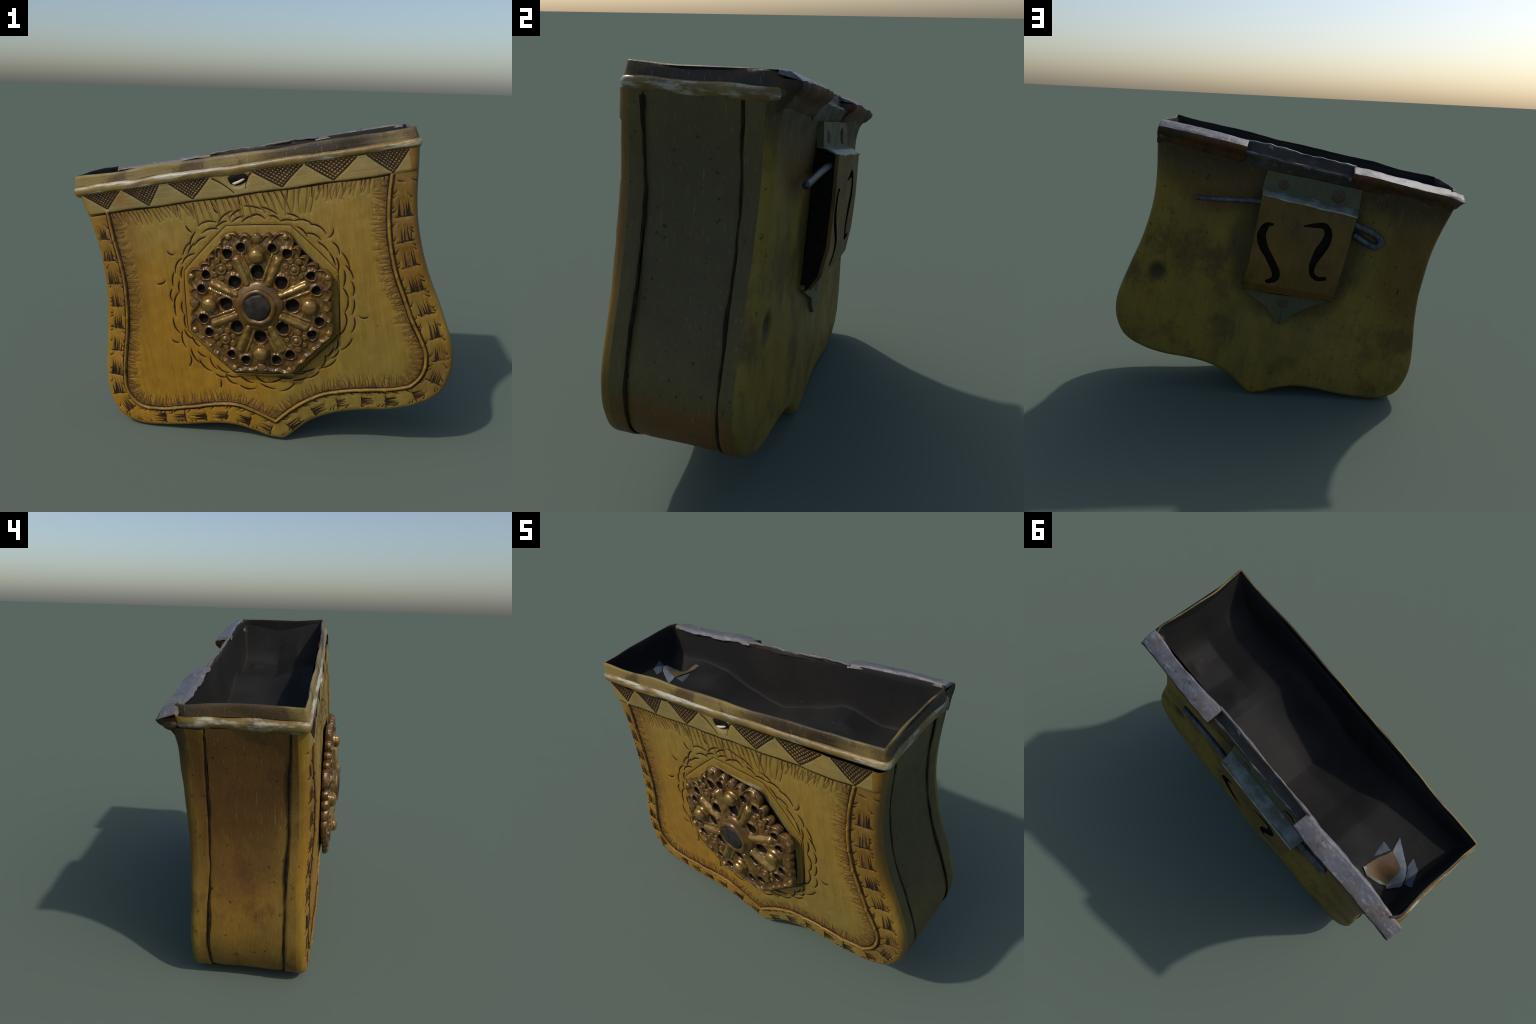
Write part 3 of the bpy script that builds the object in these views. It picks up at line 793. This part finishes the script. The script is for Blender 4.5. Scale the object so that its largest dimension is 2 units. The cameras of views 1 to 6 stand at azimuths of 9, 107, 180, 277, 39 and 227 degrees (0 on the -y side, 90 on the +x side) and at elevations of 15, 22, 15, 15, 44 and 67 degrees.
def plate():
    na, nr = 900, 190; V, keep = [], []
    a = PHI0+2*math.pi*np.arange(na)/na
    # the plate is slightly domed
    d = (a-PHI0) % (math.pi/4)-math.pi/8                       # angle from the middle of the sector
    sector = ((a-PHI0)//(math.pi/4)).astype(int) % 8
    R = octagon_radius(a, .395)
    top = np.clip(.5+.9*np.sin(a), 0, 1)                       # upper sectors are more deeply scalloped
    R = R-(.009+.020*top)*(1-np.abs(np.sin(5*np.pi*(d/(math.pi/4)+.5)))**.7)*np.where(np.abs(d) > .34, .2, 1)
    R = R-np.where(sector % 2 == 0, .018*top, .006)*np.clip(1-(d/.30)**2, 0, 1)+.003*lumps(np.stack([np.cos(a), np.sin(a)], 1), 9, 121, 3)
    t = np.linspace(.0, 1, nr); t = .25+.75*t
    rr = R[:, None]*t[None]
    X = BOSS_C[0]+rr*np.cos(a)[:, None]; Z = BOSS_C[1]+rr*np.sin(a)[:, None]
    h = np.zeros_like(rr)
    P = np.stack([X.ravel(), Z.ravel()], 1)
    h += (.0022*lumps(P, 70, 122, 3)+.0014*lumps(P, 170, 123, 2)).reshape(rr.shape)
    edge = R[:, None]-rr
    h += .011*np.exp(-((edge-.012)/.009)**2)                   # raised scalloped border
    depth = np.zeros_like(rr)
    for (hr, ha, hs) in holes:
        c = polar(hr, ha); q = np.hypot(X-c[0], Z-c[1])*(1+.05*np.sin(3*np.arctan2(Z-c[1], X-c[0])+ha*5))
        h += .008*np.exp(-((q-hs*1.3)/.0075)**2)             # wire ring round each hole
        depth = np.maximum(depth, 1/(1+np.exp(np.clip((q-hs)/.0013, -40, 40))))
    # sunk triangular recesses beside the knobs
    dd = d[:, None]; sec = sector[:, None]
    rec = np.where(sec % 2 == 1, np.exp(-((rr-.18)/.045)**2)*np.exp(-(dd/.20)**2), 0)
    h -= .012*rec
    h -= .006*np.exp(-(edge/.004)**2)
    y = Y_PLATE-h-dome(rr)+.016*depth
    V = np.stack([X, y, Z], 2).reshape(-1, 3)
    F = grid_faces(na, nr, True)
    dp = depth.ravel(); mi = [1 if max(dp[i] for i in f) > .35 else 0 for f in F]
    # outer wall back to the pedestal
    base = len(V); ring = [i*nr+nr-1 for i in range(na)]
    w1 = V[ring].copy(); w1[:, 1] += .006; w2 = V[ring].copy(); w2[:, 1] = -.312
    c2 = np.array([BOSS_C[0], BOSS_C[1]]); w2[:, [0, 2]] = c2+(w2[:, [0, 2]]-c2)*.985
    V = np.vstack([V, w1, w2])
    for i in range(na):
        j = (i+1) % na
        F += [(ring[i], ring[j], base+j, base+i), (base+i, base+j, base+na+j, base+na+i)]; mi += [0, 0]
    ob = new_object("pierced_plate", V, F, [M_PLATE, M_SHADE], rosette, True, mi)
    if sum(p.normal.y for p in ob.data.polygons) > 0: ob.data.flip_normals()
    return ob
plate()

def lathe(name, prof, mat, parent, n=48, wobble=0.0, seed=1):
    """profile of (radius, height); height goes out of the front (-y); built round the origin."""
    V = []
    for r, h in prof:
        for k in range(n):
            a = 2*math.pi*k/n; w = 1+wobble*math.sin(5*a+seed)+wobble*.7*math.sin(9*a+2*seed)
            V.append((r*w*math.cos(a), -h, r*w*math.sin(a)))
    F = [(k*n+i, k*n+(i+1) % n, (k+1)*n+(i+1) % n, (k+1)*n+i) for k in range(len(prof)-1) for i in range(n)]
    F.append(tuple((len(prof)-1)*n+i for i in range(n)))
    ob = new_object(name, V, F, mat, parent); recalc(ob)
    if sum(p.normal.y*p.area for p in ob.data.polygons) > 0: ob.data.flip_normals()
    return ob
def put(ob, p, y, spin=0.0, scale=1.0):
    ob.location = (p[0], y, p[1]); ob.rotation_euler = (0, spin, 0); ob.scale = (scale,)*3
    return ob

hub = put(lathe("hub", [(.128, -.004), (.124, .010), (.116, .017), (.104, .021), (.094, .025), (.086, .027), (.02, .027)], M_PLATE, rosette, 72, .018), BOSS_C+np.array([-.003, -.004]), Y_PLATE-.015)
put(lathe("hub_collar", [(.094, .022), (.090, .033), (.081, .039), (.072, .037), (.066, .029)], M_PLATE, hub, 72, .012), (0, 0), 0)
put(lathe("stone", [(.067, .028), (.063, .036), (.052, .040), (.030, .042), (.010, .043), (.004, .043)], M_STONE, hub, 48, .035, 2), (0, 0), 0)

# eight ribbed spokes towards the corners
def spoke(v, i):
    ln0, ln1 = .108, .270; n = 40; secw = np.linspace(-1, 1, 15)
    s = np.linspace(0, 1, n); V = []
    for w in secw:
        half = .031+.004*s
        r = ln0+(ln1-ln0)*s
        prof = .025*max(0, 1-((w-.22*(-1)**i)/.60)**2)**.5*(1-.2*s)+.009*math.exp(-((w+.78*(-1)**i)/.16)**2)+.003
        hh = prof*np.clip(np.minimum(s/.05, (1-s)/.08), 0, 1)**.5+.002*np.sin(s*95)*(.55 < -w*(-1)**i < .98)
        hh = hh+.0015*lumps(np.stack([s*3+i, np.full(n, w+i)], 1), 7, 131, 2)
        V.append(np.stack([r, -hh+.004-dome(r), half*w], 1))
    V = np.concatenate(V); ob = new_object("spoke", V, grid_faces(len(secw), n), M_GILT if i in (0, 1, 2, 3, 7) else M_GILT, rosette); recalc(ob)
    if sum(p.normal.y*p.area for p in ob.data.polygons) > 0: ob.data.flip_normals()
    put(ob, BOSS_C, Y_PLATE, -v)
for i in range(8): spoke(PHI0+i*math.pi/4+rng.normal()*.012, i)

# four knobs on little cups, four flowers
knob0 = None
for i in range(4):
    a = PHI0+math.radians(67.5)+i*math.pi/2
    if knob0 is None:
        knob0 = k = lathe("knob", [(.045, -.002), (.044, .007), (.038, .010), (.0395, .018), (.036, .028), (.028, .036), (.014, .041), (.003, .042)], M_GILT, rosette, 32, .02)
    else:
        k = knob0.copy(); bpy.context.scene.collection.objects.link(k)
    put(k, polar(.249, a), Y_PLATE-float(dome(.249)), rng.uniform(0, 6), rng.uniform(.94, 1.04))
    # small lobe outside each knob
    for s, rad in ((-.095, .325), (0, .330), (.095, .325)):
        if s == 0 and i != 3:
            lb = lathe("lobe", [(.026, 0), (.024, .008), (.017, .012), (.006, .013)], M_PLATE, rosette, 20, .09, i+s)
            put(lb, polar(rad, a+s), Y_PLATE-float(dome(rad)))
bead0 = None
for i in range(4):
    a = PHI0+math.radians(22.5)+i*math.pi/2; c = polar(.254, a)
    fl = put(lathe("flower", [(.030, 0), (.029, .009), (.024, .013), (.019, .010), (.014, .009), (.012, .014), (.006, .017), (.002, .018)], M_PLATE, rosette, 28, .04, i), c, Y_PLATE-float(dome(.254)))
    for q in range(7):
        b = 2*math.pi*q/7+i
        if bead0 is None:
            bead0 = p = lathe("petal", [(.016, 0), (.015, .006), (.011, .009), (.007, .007), (.003, .008)], M_PLATE, fl, 16, .10)
        else:
            p = bead0.copy(); bpy.context.scene.collection.objects.link(p); p.parent = fl
        p.location = (.045*math.cos(b), .001, .045*math.sin(b)); p.rotation_euler = (0, rng.uniform(0, 6), 0); p.scale = (rng.uniform(.8, 1.1),)*3
# horned corner tips
for i in range(8):
    v = PHI0+i*math.pi/4
    tip = lathe("corner_bead", [(.017, -.004), (.016, .008), (.011, .014), (.004, .016)], M_GILT, rosette, 18, .12, i)
    put(tip, polar(.366, v), Y_PLATE)

# the rosette sits a little askew: lower right stands furthest out
tilt = Matrix.Rotation(-.034, 4, 'Z') @ Matrix.Rotation(-.030, 4, 'X')
c = Vector((BOSS_C[0], -.31, BOSS_C[1]))
rosette.matrix_local = Matrix.Translation(c) @ tilt @ Matrix.Translation(-c)

# ------------------------------------------------------------------ lock on the back
lock = new_object("lock", [], [], M_LOCK, root)
def slab(name, rows, thick, mat, parent, nu=40, bend=0.0, seed=1):
    """rows: list of ((uL,y,z),(uR,y,z)) from top to bottom, skinned and given thickness inward (-y)."""
    RL = resample(np.array([r[0] for r in rows]), 40); RR = resample(np.array([r[1] for r in rows]), 40)
    if len(rows) > 2:
        t = np.concatenate([np.linspace(k, k+1, 14, endpoint=False) for k in range(len(rows)-1)]+[[len(rows)-1]])
        A = np.array([r[0] for r in rows], float); B = np.array([r[1] for r in rows], float); k = np.arange(len(rows))
        RL = np.stack([np.interp(t, k, A[:, c]) for c in range(3)], 1); RR = np.stack([np.interp(t, k, B[:, c]) for c in range(3)], 1)
    s = np.linspace(0, 1, nu)[None, :, None]
    G = RL[:, None]*(1-s)+RR[:, None]*s
    sh = G.shape; G = G.reshape(-1, 3).copy()
    G[:, 1] += .003*lumps(G, 9, seed, 2)+bend*np.tile(np.sin(np.pi*s[0, :, 0]), sh[0])
    G[:, 2] += .0025*lumps(G[:, [0, 2]], 18, seed+1, 2)
    m = len(G); Bk = G.copy(); Bk[:, 1] -= thick
    V = np.vstack([G, Bk]); f = grid_faces(sh[0], nu); F = f+[tuple(i+m for i in q[::-1]) for q in f]
    border = list(range(nu))+[k*nu+nu-1 for k in range(1, sh[0])]+[(sh[0]-1)*nu+i for i in range(nu-2, -1, -1)]+[k*nu for k in range(sh[0]-2, 0, -1)]
    for a, b in zip(border, border[1:]+border[:1]): F.append((a, a+m, b+m, b))
    ob = new_object(name, V, F, mat, parent); recalc(ob); sharp_by_angle(ob, 45); return ob
strip = slab("hasp_strip", [((.208, .306, 1.345), (-.330, .312, 1.362)), ((.212, .316, 1.236), (-.340, .322, 1.250))], .030, M_GREEN, lock, seed=3)
fold = slab("fold", [((.214, .312, 1.243), (-.336, .318, 1.252)), ((.209, .345, 1.232), (-.336, .355, 1.240)), ((.205, .380, 1.213), (-.332, .388, 1.220))], .014, M_SHELF, lock, seed=5)
face = slab("lock_plate", [((.205, .381, 1.214), (-.330, .389, 1.216)), ((.199, .382, 1.02), (-.330, .389, 1.02)), ((.192, .372, .83), (-.328, .382, .85)),
                           ((.196, .345, .70), (-.325, .366, .735)), ((.199, .308, .640), (-.325, .345, .698))], .015, M_LOCK, lock, nu=90, seed=7)
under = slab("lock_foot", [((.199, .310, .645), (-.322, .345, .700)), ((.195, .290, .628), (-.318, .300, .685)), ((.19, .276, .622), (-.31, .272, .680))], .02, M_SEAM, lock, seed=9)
def tongue():
    O = [(.205, .655), (.199, .630), (.10, .585), (.035, .560), (-.005, .515), (-.050, .472), (-.072, .468), (-.10, .495), (-.15, .56), (-.24, .630), (-.322, .680), (-.325, .72)]
    O = spline(O, 90); n = len(O); V = []
    for t, y in ((1, .240), (1, .279), (.985, .282)):
        c = np.array([-.06, .62])
        for p in O: 
            q = c+(p-c)*t; V.append((q[0], y+.002*math.sin(q[0]*30), q[1]))
    V.append((-.06, .290, .66)); F = []
    for k in range(2):
        for i in range(n-1): F.append((k*n+i, k*n+i+1, (k+1)*n+i+1, (k+1)*n+i))
    for i in range(n-1): F.append((2*n+i, 2*n+i+1, 3*n))
    ob = new_object("tongue", V, F, M_GREEN, lock); recalc(ob)
    if sum(p.normal.y*p.area for p in ob.data.polygons) < 0: ob.data.flip_normals()
    sharp_by_angle(ob, 50)
tongue()
# S-shaped slots cut through the plate
def slot(points, widths, name):
    C = spline(points, 60); w = .86*np.interp(np.linspace(0, 1, 60), np.linspace(0, 1, len(widths)), widths)
    n = normals2(C); left, right = C+n*w[:, None]/2, C-n*w[:, None]/2
    O = list(left)+list(right[::-1])
    m = len(O); V = [(p[0], .25, p[1]) for p in O]+[(p[0], .46, p[1]) for p in O]
    h = m//2
    F = [(i, (i+1) % m, m+(i+1) % m, m+i) for i in range(m)]
    for i in range(h-1):
        q = (i, i+1, m-2-i, m-1-i); F += [q, tuple(x+m for x in q[::-1])]
    ob = new_object(name, V, F, M_SHADE, None, False); recalc(ob); return ob
cutters = [slot([(.064, 1.108), (.104, 1.100), (.130, 1.045), (.116, .978), (.085, .923), (.060, .875), (.040, .824), (.050, .786), (.097, .766)],
                [.012, .048, .058, .060, .050, .050, .054, .050, .022], "slot_cutter"),
           slot([(-.100, 1.106), (-.164, 1.113), (-.218, 1.112), (-.240, 1.075), (-.230, 1.020), (-.191, .950), (-.163, .880), (-.166, .830), (-.197, .803), (-.246, .808)],
                [.006, .030, .040, .052, .064, .066, .048, .036, .034, .026], "slot_cutter")]
bpy.context.view_layer.update()
face.data.materials.append(M_SHADE)
for c in cutters:
    md = face.modifiers.new("cut", "BOOLEAN"); md.operation = "DIFFERENCE"; md.object = c; md.solver = "EXACT"
dg = bpy.context.evaluated_depsgraph_get()
cutmesh = bpy.data.meshes.new_from_object(face.evaluated_get(dg))
face.modifiers.clear(); old = face.data; face.data = cutmesh; bpy.data.meshes.remove(old); cutmesh.name = "lock_plate"
for c in cutters: bpy.data.objects.remove(c)
sharp_by_angle(face, 45)
# dark block added behind the plate, standing for the shade inside the lock
slab("lock_shade_block", [((.204, .366, 1.212), (-.329, .374, 1.214)), ((.198, .367, 1.02), (-.329, .374, 1.02)), ((.191, .357, .83), (-.327, .367, .85)),
                  ((.195, .330, .70), (-.324, .351, .735)), ((.198, .296, .640), (-.324, .330, .698))], .085, M_SHADE, lock, seed=7)
E3 = np.array([[.205-.537*t, .3815+.008*t, 1.2145+.004*t+.002*math.sin(17*t)] for t in np.linspace(0, 1, 50)])
tube(E3, .0045*(1+.4*lumps(E3, 30, 171, 2)), "edge_highlight", M_EDGE, lock, 8)  # thin pale tube added as a painted highlight along the fold
# copper rivets
for j, (u, z, y, s) in enumerate(((.103, 1.285, .316, .85), (-.209, 1.296, .321, 1.15), (-.056, .606, .286, 1.0))):
    rv = lathe("rivet", [(.032, -.004), (.030, .004), (.024, .007), (.016, .008), (.010, .005), (.003, .004)], M_COPPER, lock, 26, .05, j+1)
    rv.location = (u, y, z); rv.rotation_euler = (0, 0, math.pi); rv.scale = (s, .5, s)
# iron pin: straight tail, passes through the lock, bent to a loop on the other side
WY = .327
pin = spline([(.560, WY+.006, 1.108), (.46, WY+.005, 1.122), (.34, WY+.008, 1.145), (.219, WY+.014, 1.167), (.05, WY+.012, 1.178), (-.15, WY+.005, 1.178),
              (-.30, WY, 1.172), (-.369, WY-.004, 1.158), (-.455, WY-.014, 1.138), (-.502, WY-.018, 1.113), (-.512, WY-.020, 1.088), (-.490, WY-.022, 1.066),
              (-.45, WY-.024, 1.068), (-.399, WY-.024, 1.086), (-.345, WY-.024, 1.104)], 120)
tube(pin, np.interp(np.linspace(0, 1, 120), [0, .5, .75, 1], [.0150, .0150, .021, .021])+.0008*lumps(pin, 40, 141, 2), "pin", M_IRON, lock, 12)
bpy.context.view_layer.update()

# ------------------------------------------------------------------ tidy the tree: box > part > sub-part, and no part without a body
for holder, body_name in ((rosette, "pierced_plate"), (lock, "lock_plate")):
    body = next(o for o in bpy.data.objects if o.name == body_name)
    old = holder.data; holder.data = body.data; holder.data.name = holder.name
    bpy.data.objects.remove(body); bpy.data.meshes.remove(old)
bpy.context.view_layer.update()
def ancestry(o):
    chain = []
    while o.parent: o = o.parent; chain.append(o)
    return chain
for o in list(bpy.data.objects):
    chain = ancestry(o)
    if len(chain) > 2:
        world = o.matrix_world.copy(); o.parent = chain[-2]
        o.matrix_parent_inverse = Matrix.Identity(4)
        o.matrix_local = chain[-2].matrix_world.inverted() @ world
bpy.context.view_layer.update()
